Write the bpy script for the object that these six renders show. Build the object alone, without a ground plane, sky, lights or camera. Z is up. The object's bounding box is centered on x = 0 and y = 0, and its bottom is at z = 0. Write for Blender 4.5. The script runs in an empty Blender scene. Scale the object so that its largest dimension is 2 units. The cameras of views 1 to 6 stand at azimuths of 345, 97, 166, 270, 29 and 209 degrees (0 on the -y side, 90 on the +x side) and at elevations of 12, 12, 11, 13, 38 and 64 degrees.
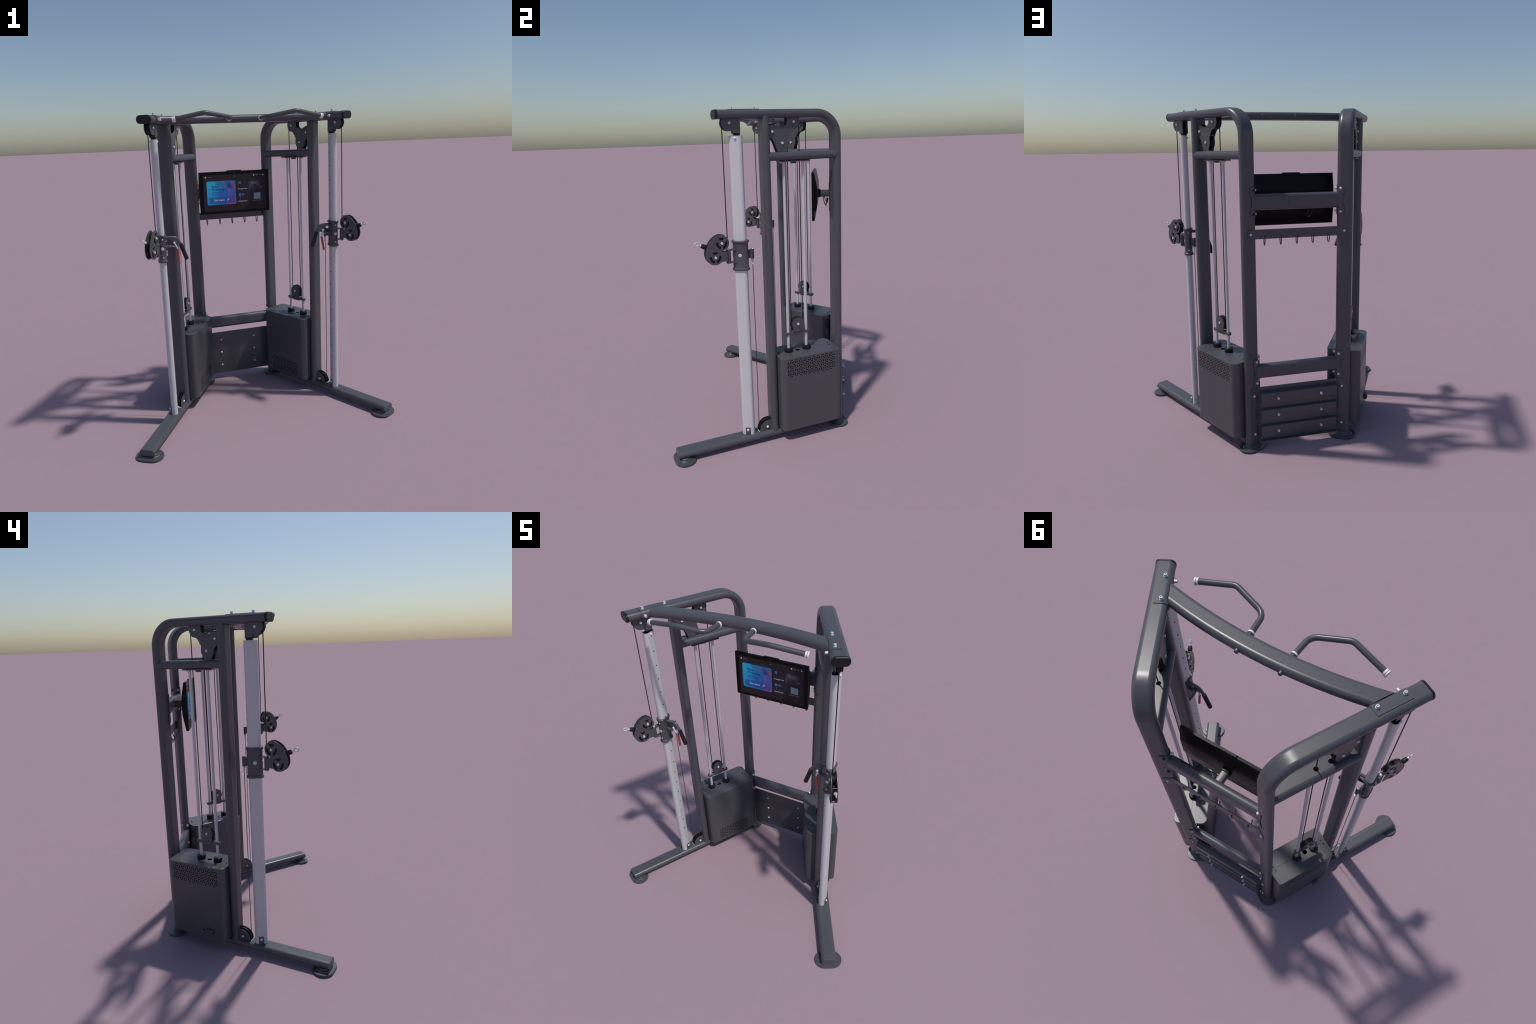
import bpy, bmesh, math
from mathutils import Vector, Matrix

# ------------------------------------------------------------------ frame of one side
# The machine is mirror symmetric about x = 0.  Each side stands on a splayed plane:
# "a" runs forward along the foot rail, "b" runs outward across it, z is up.
THETA = math.radians(28.7)
DIR = Vector((math.sin(THETA), -math.cos(THETA), 0))
OUT = Vector((math.cos(THETA), math.sin(THETA), 0))
UP = Vector((0, 0, 1))
ORG = Vector((0.578, -0.088, 0))


def W(a, b, z):
    return ORG + DIR * a + OUT * b + UP * z


# ------------------------------------------------------------------ materials
def principled(name, color, rough=0.45, metal=0.0, spec=0.5, grain=0.0, grain_scale=900, vary=0.06, coat=0.0):
    m = bpy.data.materials.new(name)
    m.use_nodes = True
    nt = m.node_tree
    bs = nt.nodes['Principled BSDF']
    bs.inputs['Roughness'].default_value = rough
    bs.inputs['Metallic'].default_value = metal
    bs.inputs['Specular IOR Level'].default_value = spec
    bs.inputs['Coat Weight'].default_value = coat
    tc = nt.nodes.new('ShaderNodeTexCoord')
    no = nt.nodes.new('ShaderNodeTexNoise')
    no.inputs['Scale'].default_value = 14
    no.inputs['Detail'].default_value = 4
    nt.links.new(tc.outputs['Object'], no.inputs['Vector'])
    rp = nt.nodes.new('ShaderNodeValToRGB')
    rp.color_ramp.elements[0].position = 0.3
    rp.color_ramp.elements[1].position = 0.7
    rp.color_ramp.elements[0].color = [c * (1 - vary) for c in color] + [1]
    rp.color_ramp.elements[1].color = [min(1, c * (1 + vary)) for c in color] + [1]
    nt.links.new(no.outputs['Fac'], rp.inputs['Fac'])
    nt.links.new(rp.outputs['Color'], bs.inputs['Base Color'])
    if grain:
        n2 = nt.nodes.new('ShaderNodeTexNoise')
        n2.inputs['Scale'].default_value = grain_scale
        nt.links.new(tc.outputs['Object'], n2.inputs['Vector'])
        bp = nt.nodes.new('ShaderNodeBump')
        bp.inputs['Strength'].default_value = grain
        bp.inputs['Distance'].default_value = 0.001
        nt.links.new(n2.outputs['Fac'], bp.inputs['Height'])
        nt.links.new(bp.outputs['Normal'], bs.inputs['Normal'])
    return m


FRAME = principled('powder_coat_graphite', (0.070, 0.072, 0.083), 0.352, 0.0, 0.5, 0.0, vary=0.03)
PLATE = principled('painted_plate_graphite', (0.070, 0.071, 0.081), 0.352, 0.0, 0.5, 0.0, vary=0.03)
SILVER = principled('silver_painted_tube', (0.56, 0.56, 0.58), 0.36, 0.0, 0.5, 0.0, vary=0.012)
ROD = principled('chromed_rod', (0.60, 0.60, 0.63), 0.32, 0.15, 0.5)
BOLT = principled('zinc_bolt', (0.66, 0.66, 0.68), 0.35, 0.15, 0.5)
WHITE = principled('white_ring', (0.78, 0.77, 0.79), 0.4)
RED = principled('red_grip', (0.48, 0.062, 0.040), 0.42, vary=0.02)
REDRING = principled('red_ring', (0.60, 0.10, 0.07), 0.45)
RUBBER = principled('black_rubber', (0.0055, 0.006, 0.008), 0.55, 0, 0.4, 0.1, 600)
WHEEL = principled('black_nylon', (0.004, 0.004, 0.005), 0.5, 0, 0.3)
CABLE = principled('cable_sheath', (0.006, 0.006, 0.007), 0.5)
WIRE = principled('steel_wire_cable', (0.035, 0.035, 0.038), 0.45)
DARK = principled('vent_shadow_black', (0.002, 0.002, 0.0025), 0.8, 0, 0.1)  # shade inside slots and holes, painted near-black onto the cut faces
BEZEL = principled('screen_housing_black', (0.0022, 0.0023, 0.0030), 0.32, 0, 0.16)
CAP = principled('end_cap_plastic', (0.005, 0.0055, 0.007), 0.40, 0, 0.4)

# ------------------------------------------------------------------ object helpers
root = bpy.data.objects.new('cable_crossover_machine', None)
bpy.context.scene.collection.objects.link(root)
root["label"] = "dark grey dual cable gym machine with silver columns and screen"
root["category"] = "gym machine"

SIDE = []          # right side objects, mirrored afterwards


def link(ob, parent):
    bpy.context.scene.collection.objects.link(ob)
    ob.parent = parent or root
    return ob


def finish(bm, name, mats, parent=None, side=True, smooth=35, origin=None, flats=False):
    """bmesh in world coordinates -> object whose origin sits at its own centre"""
    bmesh.ops.recalc_face_normals(bm, faces=bm.faces[:])
    me = bpy.data.meshes.new(name)
    bm.to_mesh(me)
    bm.free()
    return finish_mesh(me, name, mats, parent, side, smooth, origin, flats)


def finish_mesh(me, name, mats, parent=None, side=True, smooth=35, origin=None, flats=False):
    if not isinstance(mats, (list, tuple)):
        mats = [mats]
    me.materials.clear()
    for m in mats:
        me.materials.append(m)
    if smooth:
        me.polygons.foreach_set('use_smooth', [True] * len(me.polygons))
        bm = bmesh.new()
        bm.from_mesh(me)
        lim = math.radians(smooth)
        for e in bm.edges:
            if len(e.link_faces) != 2:
                continue
            ang = e.calc_face_angle(0)
            f0, f1 = e.link_faces
            w0, w1 = sorted((f0.calc_area(), f1.calc_area()))
            # wide flats of tubes and boxes keep their own normal beside the narrow facets of their rounded edges
            e.smooth = not (ang > lim or (flats and ang > math.radians(4) and w1 > 3 * w0 and len(f0.verts) == 4 and len(f1.verts) == 4))
        bm.to_mesh(me)
        bm.free()
    if origin is None:
        xs = [v.co for v in me.vertices]
        lo = Vector([min(c[i] for c in xs) for i in range(3)])
        hi = Vector([max(c[i] for c in xs) for i in range(3)])
        origin = (lo + hi) / 2
    world = Matrix.Translation(origin)
    me.transform(world.inverted())
    ob = bpy.data.objects.new(name, me)
    link(ob, parent)
    if parent is None or parent is root:
        ob.location = origin
    else:
        ob.matrix_local = parent_world(parent).inverted() @ world
    ob['w'] = list(origin)
    if side:
        SIDE.append((ob, 'mesh'))
    return ob


WORLD = {}


def parent_world(p):
    if p is None or p is root:
        return Matrix.Identity(4)
    m = p.matrix_basis.copy()
    if p.parent and p.parent is not root:
        m = parent_world(p.parent) @ m
    return m


def place(me, name, world, parent=None, side=True):
    """shared mesh data put at a world matrix"""
    ob = bpy.data.objects.new(name, me)
    link(ob, parent)
    ob.matrix_local = parent_world(parent).inverted() @ world
    if side:
        SIDE.append((ob, 'sym'))
    return ob


def aim(pos, axis):
    """matrix whose local z points along axis"""
    return Matrix.Translation(Vector(pos)) @ Vector(axis).to_track_quat('Z', 'X').to_matrix().to_4x4()


# ------------------------------------------------------------------ geometry helpers
def rrect(w, h, r, n=8):
    """rounded rectangle outline, centred, counter clockwise"""
    pts = []
    for cx, cy, a0 in ((w / 2 - r, h / 2 - r, 0), (-w / 2 + r, h / 2 - r, 90), (-w / 2 + r, -h / 2 + r, 180), (w / 2 - r, -h / 2 + r, 270)):
        for i in range(n + 1):
            t = math.radians(a0 + 90 * i / n)
            pts.append((cx + r * math.cos(t), cy + r * math.sin(t)))
    return pts


def circle(r, n=20, cx=0, cy=0):
    return [(cx + r * math.cos(2 * math.pi * i / n), cy + r * math.sin(2 * math.pi * i / n)) for i in range(n)]


def loft(bm, rings, cap0=True, cap1=True, mat=0):
    vs = [[bm.verts.new(p) for p in ring] for ring in rings]
    n = len(vs[0])
    for r0, r1 in zip(vs, vs[1:]):
        for i in range(n):
            bm.faces.new((r0[i], r0[(i + 1) % n], r1[(i + 1) % n], r1[i])).material_index = mat
    if cap0:
        bm.faces.new(vs[0][::-1]).material_index = mat
    if cap1:
        bm.faces.new(vs[-1]).material_index = mat
    return vs


def section(c, u, v, sec):
    return [c + u * x + v * y for x, y in sec]


def prism(bm, c0, c1, u, v, sec, edge=0.0, mat=0):
    """straight bar with small chamfer at both ends"""
    d = (c1 - c0).normalized()
    if edge > 0:
        mx = max(abs(x) for x, y in sec)
        my = max(abs(y) for x, y in sec)
        s2 = [(x * (1 - edge / mx), y * (1 - edge / my)) for x, y in sec]
        rings = [section(c0, u, v, s2), section(c0 + d * edge, u, v, sec), section(c1 - d * edge, u, v, sec), section(c1, u, v, s2)]
    else:
        rings = [section(c0, u, v, sec), section(c1, u, v, sec)]
    loft(bm, rings, mat=mat)


def box(bm, c, u, v, w, su, sv, sw, bev=0.0, mat=0):
    prism(bm, c - w * sw / 2, c + w * sw / 2, u, v, rrect(su, sv, max(bev, 1e-4), 2 if bev else 1), bev, mat)


def perp(d):
    d = d.normalized()
    u = d.cross(UP) if abs(d.z) < 0.95 else d.cross(Vector((1, 0, 0)))
    u.normalize()
    return u, d.cross(u).normalized()


def revolve(bm, origin, axis, profile, n=24, mat=0):
    """profile: list of (height along axis, radius)"""
    axis = axis.normalized()
    u, v = perp(axis)
    rings = []
    for h, r in profile:
        r = max(r, 1e-5)
        rings.append([origin + axis * h + u * (r * math.cos(2 * math.pi * i / n)) + v * (r * math.sin(2 * math.pi * i / n)) for i in range(n)])
    loft(bm, rings, mat=mat)


def rod(bm, p0, p1, r, n=16, mat=0, ch=0.0):
    L = (p1 - p0).length
    prof = [(0, r), (L, r)] if not ch else [(0, r - ch), (ch, r), (L - ch, r), (L, r - ch)]
    revolve(bm, p0, p1 - p0, prof, n, mat)


def fillet(points, radii, n=7):
    """polyline with rounded corners"""
    out = [points[0]]
    for i in range(1, len(points) - 1):
        p, q, s = points[i - 1], points[i], points[i + 1]
        d0 = (p - q).normalized()
        d1 = (s - q).normalized()
        half = d0.angle(d1) / 2
        r = radii[i - 1]
        t = r / math.tan(half)
        c = q + (d0 + d1).normalized() * (r / math.sin(half))
        a0 = q + d0 * t - c
        a1 = q + d1 * t - c
        tot = a0.angle(a1)
        ax = a0.cross(a1).normalized()
        for k in range(n + 1):
            out.append(c + Matrix.Rotation(tot * k / n, 3, ax) @ a0)
    out.append(points[-1])
    return out


def pipe(bm, pts, r, n=14, mat=0):
    """round tube along points (parallel transported frame)"""
    t0 = (pts[1] - pts[0]).normalized()
    u, v = perp(t0)
    rings = []
    for i, p in enumerate(pts):
        if i == 0:
            t = t0
        elif i == len(pts) - 1:
            t = (pts[-1] - pts[-2]).normalized()
        else:
            t = ((pts[i + 1] - p).normalized() + (p - pts[i - 1]).normalized()).normalized()
        q = t0.rotation_difference(t)
        u = q @ u
        v = q @ v
        t0 = t
        rings.append([p + u * (r * math.cos(2 * math.pi * k / n)) + v * (r * math.sin(2 * math.pi * k / n)) for k in range(n)])
    loft(bm, rings, mat=mat)


def smooth_outline(pts, n=4):
    """closed Catmull-Rom through the points"""
    out = []
    m = len(pts)
    for i in range(m):
        p0, p1, p2, p3 = [Vector(pts[(i + k - 1) % m]) for k in range(4)]
        for k in range(n):
            t = k / n
            out.append(tuple(0.5 * ((2 * p1) + (p2 - p0) * t + (2 * p0 - 5 * p1 + 4 * p2 - p3) * t * t + (3 * p1 - p0 - 3 * p2 + p3) * t ** 3)))
    return out


def sheet(outline, holes, thick, bevel=0.0006):
    """flat plate with real holes, local XY, centred on z = 0"""
    cu = bpy.data.curves.new('tmp', 'CURVE')
    cu.dimensions = '2D'
    cu.fill_mode = 'BOTH'
    cu.extrude = thick / 2 - bevel
    cu.bevel_depth = bevel
    cu.bevel_resolution = 1
    cu.offset = -bevel
    for loop in [outline] + list(holes):
        sp = cu.splines.new('POLY')
        sp.points.add(len(loop) - 1)
        for p, (x, y) in zip(sp.points, loop):
            p.co = (x, y, 0, 1)
        sp.use_cyclic_u = True
    ob = bpy.data.objects.new('tmp', cu)
    bpy.context.scene.collection.objects.link(ob)
    dg = bpy.context.evaluated_depsgraph_get()
    me = bpy.data.meshes.new_from_object(ob.evaluated_get(dg))
    bpy.data.objects.remove(ob)
    bpy.data.curves.remove(cu)
    bm = bmesh.new()
    bm.from_mesh(me)
    bmesh.ops.remove_doubles(bm, verts=bm.verts, dist=1e-5)
    bm.to_mesh(me)
    bm.free()
    return me


def az_matrix(b):
    """local x -> a, local y -> z, at sideways offset b"""
    m = Matrix((DIR, UP, -OUT)).transposed().to_4x4()
    return Matrix.Translation(ORG + OUT * b) @ m


def az_sheet(name, outline, holes, thick, b, mat, parent=None):
    me = sheet(outline, holes, thick)
    me.transform(az_matrix(b))
    return finish_mesh(me, name, mat, parent, smooth=16)


def arc(cx, cy, r, a0, a1, n=10):
    return [(cx + r * math.cos(math.radians(a0 + (a1 - a0) * i / n)), cy + r * math.sin(math.radians(a0 + (a1 - a0) * i / n))) for i in range(n + 1)]


def boolean_cut(ob, cutter_bm, mat):
    me = bpy.data.meshes.new('cutter')
    bmesh.ops.recalc_face_normals(cutter_bm, faces=cutter_bm.faces[:])
    cutter_bm.to_mesh(me)
    cutter_bm.free()
    me.materials.append(mat)
    cut = bpy.data.objects.new('cutter', me)
    bpy.context.scene.collection.objects.link(cut)
    md = ob.modifiers.new('cut', 'BOOLEAN')
    md.operation = 'DIFFERENCE'
    md.solver = 'EXACT'
    md.object = cut
    md.material_mode = 'TRANSFER'
    bpy.context.view_layer.update()
    dg = bpy.context.evaluated_depsgraph_get()
    new = bpy.data.meshes.new_from_object(ob.evaluated_get(dg))
    ob.modifiers.clear()
    ob.data = new
    bpy.data.objects.remove(cut)
    bpy.data.meshes.remove(me)


# ------------------------------------------------------------------ shared hardware
def hardware(name, profile, mat, n=20, hexhole=0.0, depth=0.004):
    bm = bmesh.new()
    if not hexhole:
        revolve(bm, Vector((0, 0, 0)), UP, profile, n)
    else:
        top, rr = profile[-1]
        rings = []
        for h, r in profile:
            rings.append([Vector((r * math.cos(2 * math.pi * i / n), r * math.sin(2 * math.pi * i / n), h)) for i in range(n)])
        rings.append([Vector((hexhole * math.cos(2 * math.pi * i / n), hexhole * math.sin(2 * math.pi * i / n), top)) for i in range(n)])
        rings.append([Vector((hexhole * math.cos(2 * math.pi * i / n), hexhole * math.sin(2 * math.pi * i / n), top - depth)) for i in range(n)])
        loft(bm, rings)
    bmesh.ops.recalc_face_normals(bm, faces=bm.faces[:])
    me = bpy.data.meshes.new(name)
    bm.to_mesh(me)
    bm.free()
    me.materials.append(mat)
    me.polygons.foreach_set('use_smooth', [True] * len(me.polygons))
    bm = bmesh.new()
    bm.from_mesh(me)
    for e in bm.edges:
        e.smooth = not (len(e.link_faces) == 2 and e.calc_face_angle(0) > math.radians(40))
    bm.to_mesh(me)
    bm.free()
    return me


SOCKET = hardware('socket_bolt', [(-0.002, 0.0088), (0.0015, 0.0088), (0.0015, 0.0072), (0.0115, 0.0072), (0.0123, 0.0064)], BOLT, hexhole=0.0036)
DOME = hardware('dome_bolt', [(-0.002, 0.0078), (0.002, 0.0078), (0.0055, 0.0066), (0.0075, 0.004), (0.008, 0.0)], BOLT)
AXLE = hardware('axle_bolt', [(-0.002, 0.0075), (0.0035, 0.0075), (0.006, 0.0068), (0.0066, 0.005), (0.0055, 0.0035), (0.0055, 0.0)], BOLT)
PIN = hardware('small_screw', [(-0.001, 0.0042), (0.0015, 0.0042), (0.003, 0.0028), (0.0033, 0.0)], BOLT, 12)
BLACKSCREW = hardware('black_screw', [(-0.001, 0.0048), (0.0022, 0.0046), (0.0034, 0.003), (0.0036, 0.0)], CAP, 12)
PEG = hardware('panel_stud', [(-0.004, 0.0068), (0.0145, 0.0068), (0.0155, 0.0058), (0.0155, 0.0)], BOLT)
DISC = hardware('stop_disc', [(-0.002, 0.0105), (0.0008, 0.0105), (0.0014, 0.0095), (0.0014, 0.0)], ROD)

# ------------------------------------------------------------------ frame tubes
TW, TT = 0.0908, 0.048            # flat oval tube: width across the side plane, thickness
ZT = 1.9585                      # centre height of the top tube
A_REAR, A_FRONT = -0.6110, -0.1650
OVAL = rrect(TW, TT, 0.0228, 6)


def side_frame():
    """rear upright bent forward into the top tube"""
    bm = bmesh.new()
    R = 0.130
    path = []
    path.append((W(A_REAR, 0, 0.014), -DIR))
    path.append((W(A_REAR, 0, ZT - R), -DIR))
    for k in range(1, 14):
        t = math.pi / 2 * k / 14
        path.append((W(A_REAR + R - R * math.cos(t), 0, ZT - R + R * math.sin(t)), (-DIR * math.cos(t) + UP * math.sin(t))))
    path.append((W(A_REAR + R, 0, ZT), UP))
    path.append((W(0.108, 0, ZT), UP))
    loft(bm, [section(c, OUT, v, OVAL) for c, v in path])
    ob = finish(bm, 'side_frame', FRAME, flats=True)
    bm = bmesh.new()
    sec = rrect(TW + 0.0015, TT + 0.0015, 0.0228, 8)
    s2 = rrect(TW - 0.007, TT - 0.007, 0.019, 8)
    loft(bm, [section(W(0.1085, 0, ZT), OUT, UP, sec), section(W(0.118, 0, ZT), OUT, UP, sec), section(W(0.1215, 0, ZT), OUT, UP, s2)])
    finish(bm, 'end_cap', CAP, ob)
    return ob


def straight_tube(name, c0, c1, u, v, sec=OVAL, edge=0.0, mat=FRAME, parent=None, side=True):
    bm = bmesh.new()
    prism(bm, c0, c1, u, v, sec, edge)
    return finish(bm, name, mat, parent, side, flats=True)


def foot(center, name='foot'):
    bm = bmesh.new()

    def st(w, h, z):
        return [center + OUT * x + DIR * y + UP * z for x, y in rrect(w, h, min(w, h) / 2 * 0.999, 10)]
    rings = [st(0.164, 0.115, 0), st(0.170, 0.121, 0.002), st(0.170, 0.121, 0.009), st(0.167, 0.118, 0.0120),
             st(0.138, 0.089, 0.0121), st(0.126, 0.077, 0.0122), st(0.121, 0.072, 0.0165), st(0.116, 0.068, 0.0185), st(0.104, 0.057, 0.0190), st(0.100, 0.054, 0.0275), st(0.096, 0.050, 0.0295)]
    loft(bm, rings)
    return finish(bm, name, CAP_FOOT, None, smooth=22)


CAP_FOOT = principled('foot_rubber_graphite', (0.064, 0.068, 0.077), 0.345, vary=0.03)

frame = side_frame()
straight_tube('front_upright', W(A_FRONT, 0, 0.055), W(A_FRONT, 0, ZT - 0.012), OUT, DIR)
straight_tube('foot_rail', W(A_REAR + 0.015, 0, 0.0470), W(0.446, 0, 0.0470), OUT, UP, rrect(0.0940, 0.041, 0.0202, 7), 0.0025)
brace = straight_tube('cross_brace', W(A_REAR + 0.005, 0, 1.7265), W(A_FRONT - 0.004, 0, 1.7265), OUT, UP, rrect(0.0900, 0.047, 0.0215, 6))
foot(W(0.406, 0, 0))
foot(W(A_REAR, 0, 0))

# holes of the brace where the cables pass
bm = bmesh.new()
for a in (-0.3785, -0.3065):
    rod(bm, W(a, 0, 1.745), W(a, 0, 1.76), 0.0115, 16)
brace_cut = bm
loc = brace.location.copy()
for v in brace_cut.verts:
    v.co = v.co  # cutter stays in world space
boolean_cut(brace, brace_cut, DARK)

# ------------------------------------------------------------------ weight housing
BA0, BA1, BB, BZ0, BZ1 = -0.1885, -0.5885, 0.1050, 0.0765, 0.547


def housing():
    bm = bmesh.new()
    ca = (BA0 + BA1) / 2
    L = BA0 - BA1
    c = W(ca, 0, 0)

    def ring(inset, z):
        return [c + DIR * x + OUT * y + UP * z for x, y in rrect(L - 2 * inset, 2 * BB - 2 * inset, 0.034 - inset, 10)]
    loft(bm, [ring(0.003, BZ0), ring(0, BZ0 + 0.002), ring(0, BZ1 - 0.0025), ring(0.0008, BZ1 - 0.0008), ring(0.0026, BZ1)])
    ob = finish(bm, 'weight_housing', [PLATE], smooth=18, flats=True)
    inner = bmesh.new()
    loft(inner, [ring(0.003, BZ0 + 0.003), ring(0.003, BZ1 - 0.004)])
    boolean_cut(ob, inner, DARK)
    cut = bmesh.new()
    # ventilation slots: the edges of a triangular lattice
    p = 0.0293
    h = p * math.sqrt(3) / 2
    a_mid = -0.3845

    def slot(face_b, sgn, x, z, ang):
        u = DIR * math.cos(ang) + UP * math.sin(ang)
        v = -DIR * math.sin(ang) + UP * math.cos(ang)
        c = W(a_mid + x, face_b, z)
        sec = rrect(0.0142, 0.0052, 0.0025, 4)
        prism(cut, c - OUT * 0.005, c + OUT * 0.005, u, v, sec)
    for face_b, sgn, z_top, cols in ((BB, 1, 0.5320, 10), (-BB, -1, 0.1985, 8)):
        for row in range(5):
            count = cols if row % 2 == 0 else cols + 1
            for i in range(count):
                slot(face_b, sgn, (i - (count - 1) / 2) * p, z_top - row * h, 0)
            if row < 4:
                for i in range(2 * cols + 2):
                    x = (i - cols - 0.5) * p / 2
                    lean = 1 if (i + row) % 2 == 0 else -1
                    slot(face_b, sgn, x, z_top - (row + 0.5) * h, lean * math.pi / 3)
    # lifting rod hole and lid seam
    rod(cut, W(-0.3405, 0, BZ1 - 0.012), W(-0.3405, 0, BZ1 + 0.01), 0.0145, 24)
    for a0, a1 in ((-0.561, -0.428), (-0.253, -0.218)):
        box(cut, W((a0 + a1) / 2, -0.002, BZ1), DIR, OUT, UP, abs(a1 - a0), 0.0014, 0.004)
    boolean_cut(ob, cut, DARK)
    for a in (-0.557, -0.2165):
        for b in (-0.016, 0.012):
            place(BLACKSCREW, 'lid_screw', aim(W(a + (0.004 if b > 0 else 0), b, BZ1), UP), ob)
    for a in (-0.2805, -0.4005):
        bm = bmesh.new()
        revolve(bm, W(a, 0, BZ1), UP, [(0, 0.0245), (0.003, 0.0262), (0.020, 0.0262), (0.0245, 0.0245), (0.025, 0.0235), (0.025, 0.008)], 28)
        finish(bm, 'rubber_bumper', RUBBER, ob)
    return ob


house = housing()
for a in (-0.2805, -0.4005):
    bm = bmesh.new()
    rod(bm, W(a, 0, BZ1 + 0.005), W(a, 0, 1.702), 0.0091, 18)
    finish(bm, 'guide_rod', ROD)

# plate under the brace holding the rods
bm = bmesh.new()
box(bm, W(-0.3405, 0, 1.6985), DIR, OUT, UP, 0.186, 0.066, 0.007, 0.0015)
rodplate = finish(bm, 'rod_plate', PLATE)
bm = bmesh.new()
revolve(bm, W(-0.3405, 0, 1.6955), -UP, [(0, 0.0175), (0.010, 0.0165), (0.0115, 0.0155)], 20)
finish(bm, 'stop_bushing', PLATE, rodplate)
for a in (-0.262, -0.419):
    place(DOME, 'bolt', aim(W(a, 0.0, 1.695), -UP), rodplate)


# ------------------------------------------------------------------ pulleys
def wheel_mesh(r, w, groove):
    bm = bmesh.new()
    prof = [(-w / 2, 0.006), (-w / 2, r - 0.002), (-w / 2 + 0.0015, r), (-w / 4, r), (-w / 8, r - groove), (w / 8, r - groove), (w / 4, r), (w / 2 - 0.0015, r), (w / 2, r - 0.002), (w / 2, 0.006)]
    revolve(bm, Vector((0, 0, 0)), UP, prof, 40)
    bmesh.ops.recalc_face_normals(bm, faces=bm.faces[:])
    me = bpy.data.meshes.new('pulley_wheel')
    bm.to_mesh(me)
    bm.free()
    me.materials.append(WHEEL)
    me.polygons.foreach_set('use_smooth', [True] * len(me.polygons))
    bm = bmesh.new()
    bm.from_mesh(me)
    for e in bm.edges:
        e.smooth = not (len(e.link_faces) == 2 and e.calc_face_angle(0) > math.radians(35))
    bm.to_mesh(me)
    bm.free()
    return me


WHEEL42 = wheel_mesh(0.0425, 0.024, 0.005)
WHEEL37 = wheel_mesh(0.0375, 0.024, 0.004)
WHEEL60 = wheel_mesh(0.0625, 0.026, 0.006)


def axle(a, z, b, parent, mesh=None):
    for s in (1, -1):
        place(mesh or AXLE, 'bolt', aim(W(a, s * b, z), OUT * s), parent)


# top front bracket above the column
br = [(-0.023, 1.9365), (-0.023, 1.858), (0.013, 1.858), (0.017, 1.862), (0.0175, 1.870), (0.021, 1.8735)]
br += arc(0.039, 1.914, 0.0435, -112, 30, 14) + [(0.0765, 1.9365)]
top_bracket = az_sheet('pulley_bracket', br, [], 0.0035, 0.0175, PLATE)
az_sheet('bracket_cheek', br, [], 0.0035, -0.0175, PLATE, top_bracket)
place(WHEEL42, 'pulley_wheel', aim(W(0.039, 0, 1.914), OUT), top_bracket)
axle(0.039, 1.914, 0.0192, top_bracket)
bm = bmesh.new()
box(bm, W(-0.003, 0, 1.8595), DIR, OUT, UP, 0.040, 0.0385, 0.004, 0.001)
box(bm, W(-0.005, 0.0, 1.851), DIR, OUT, UP, 0.034, 0.026, 0.014, 0.002)
box(bm, W(0.010, 0.0, 1.868), DIR, OUT, UP, 0.012, 0.034, 0.012, 0.002)
finish(bm, 'column_neck', CAP, top_bracket)

# Y shaped plate pair with three pulleys
yp = [(-0.374, 1.9365), (-0.3755, 1.912), (-0.3700, 1.892), (-0.3600, 1.8800), (-0.3470, 1.8735), (-0.3300, 1.8690), (-0.3170, 1.8530),
      (-0.3020, 1.8270), (-0.3035, 1.8070), (-0.3015, 1.7870), (-0.2930, 1.7690), (-0.2880, 1.7510)]
yp2 = [(-0.2390, 1.7510), (-0.2290, 1.7770), (-0.2200, 1.8030), (-0.2080, 1.8200), (-0.1880, 1.8300), (-0.1740, 1.8440), (-0.1690, 1.8625), (-0.1740, 1.8810),
       (-0.1880, 1.8950), (-0.2070, 1.9005), (-0.2280, 1.8960), (-0.2450, 1.8890), (-0.2600, 1.8875), (-0.2740, 1.8900), (-0.2880, 1.8960), (-0.2970, 1.9080), (-0.2985, 1.9365)]


def open_smooth(pts, n=4):
    out = []
    for i in range(len(pts) - 1):
        p1, p2 = Vector(pts[i]), Vector(pts[i + 1])
        p0 = Vector(pts[i - 1]) if i else p1
        p3 = Vector(pts[i + 2]) if i + 2 < len(pts) else p2
        for k in range(n):
            t = k / n
            out.append(tuple(0.5 * ((2 * p1) + (p2 - p0) * t + (2 * p0 - 5 * p1 + 4 * p2 - p3) * t * t + (3 * p1 - p0 - 3 * p2 + p3) * t ** 3)))
    out.append(tuple(pts[-1]))
    return out


youtline = open_smooth(yp) + open_smooth(yp2)
yplate = az_sheet('pulley_plate', youtline, [], 0.0035, 0.0175, PLATE)
az_sheet('pulley_cheek', youtline, [], 0.0035, -0.0175, PLATE, yplate)
for a, z in ((-0.338, 1.914), (-0.2072, 1.8625), (-0.2665, 1.799)):
    place(WHEEL42, 'pulley_wheel', aim(W(a, 0, z), OUT), yplate)
    axle(a, z, 0.0192, yplate)
bm = bmesh.new()
for a, z in ((-0.3085, 1.838), (-0.2860, 1.893), (-0.232, 1.786)):
    rod(bm, W(a, -0.017, z), W(a, 0.017, z), 0.004, 10)
finish(bm, 'cable_guard', PLATE, yplate)

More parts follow.
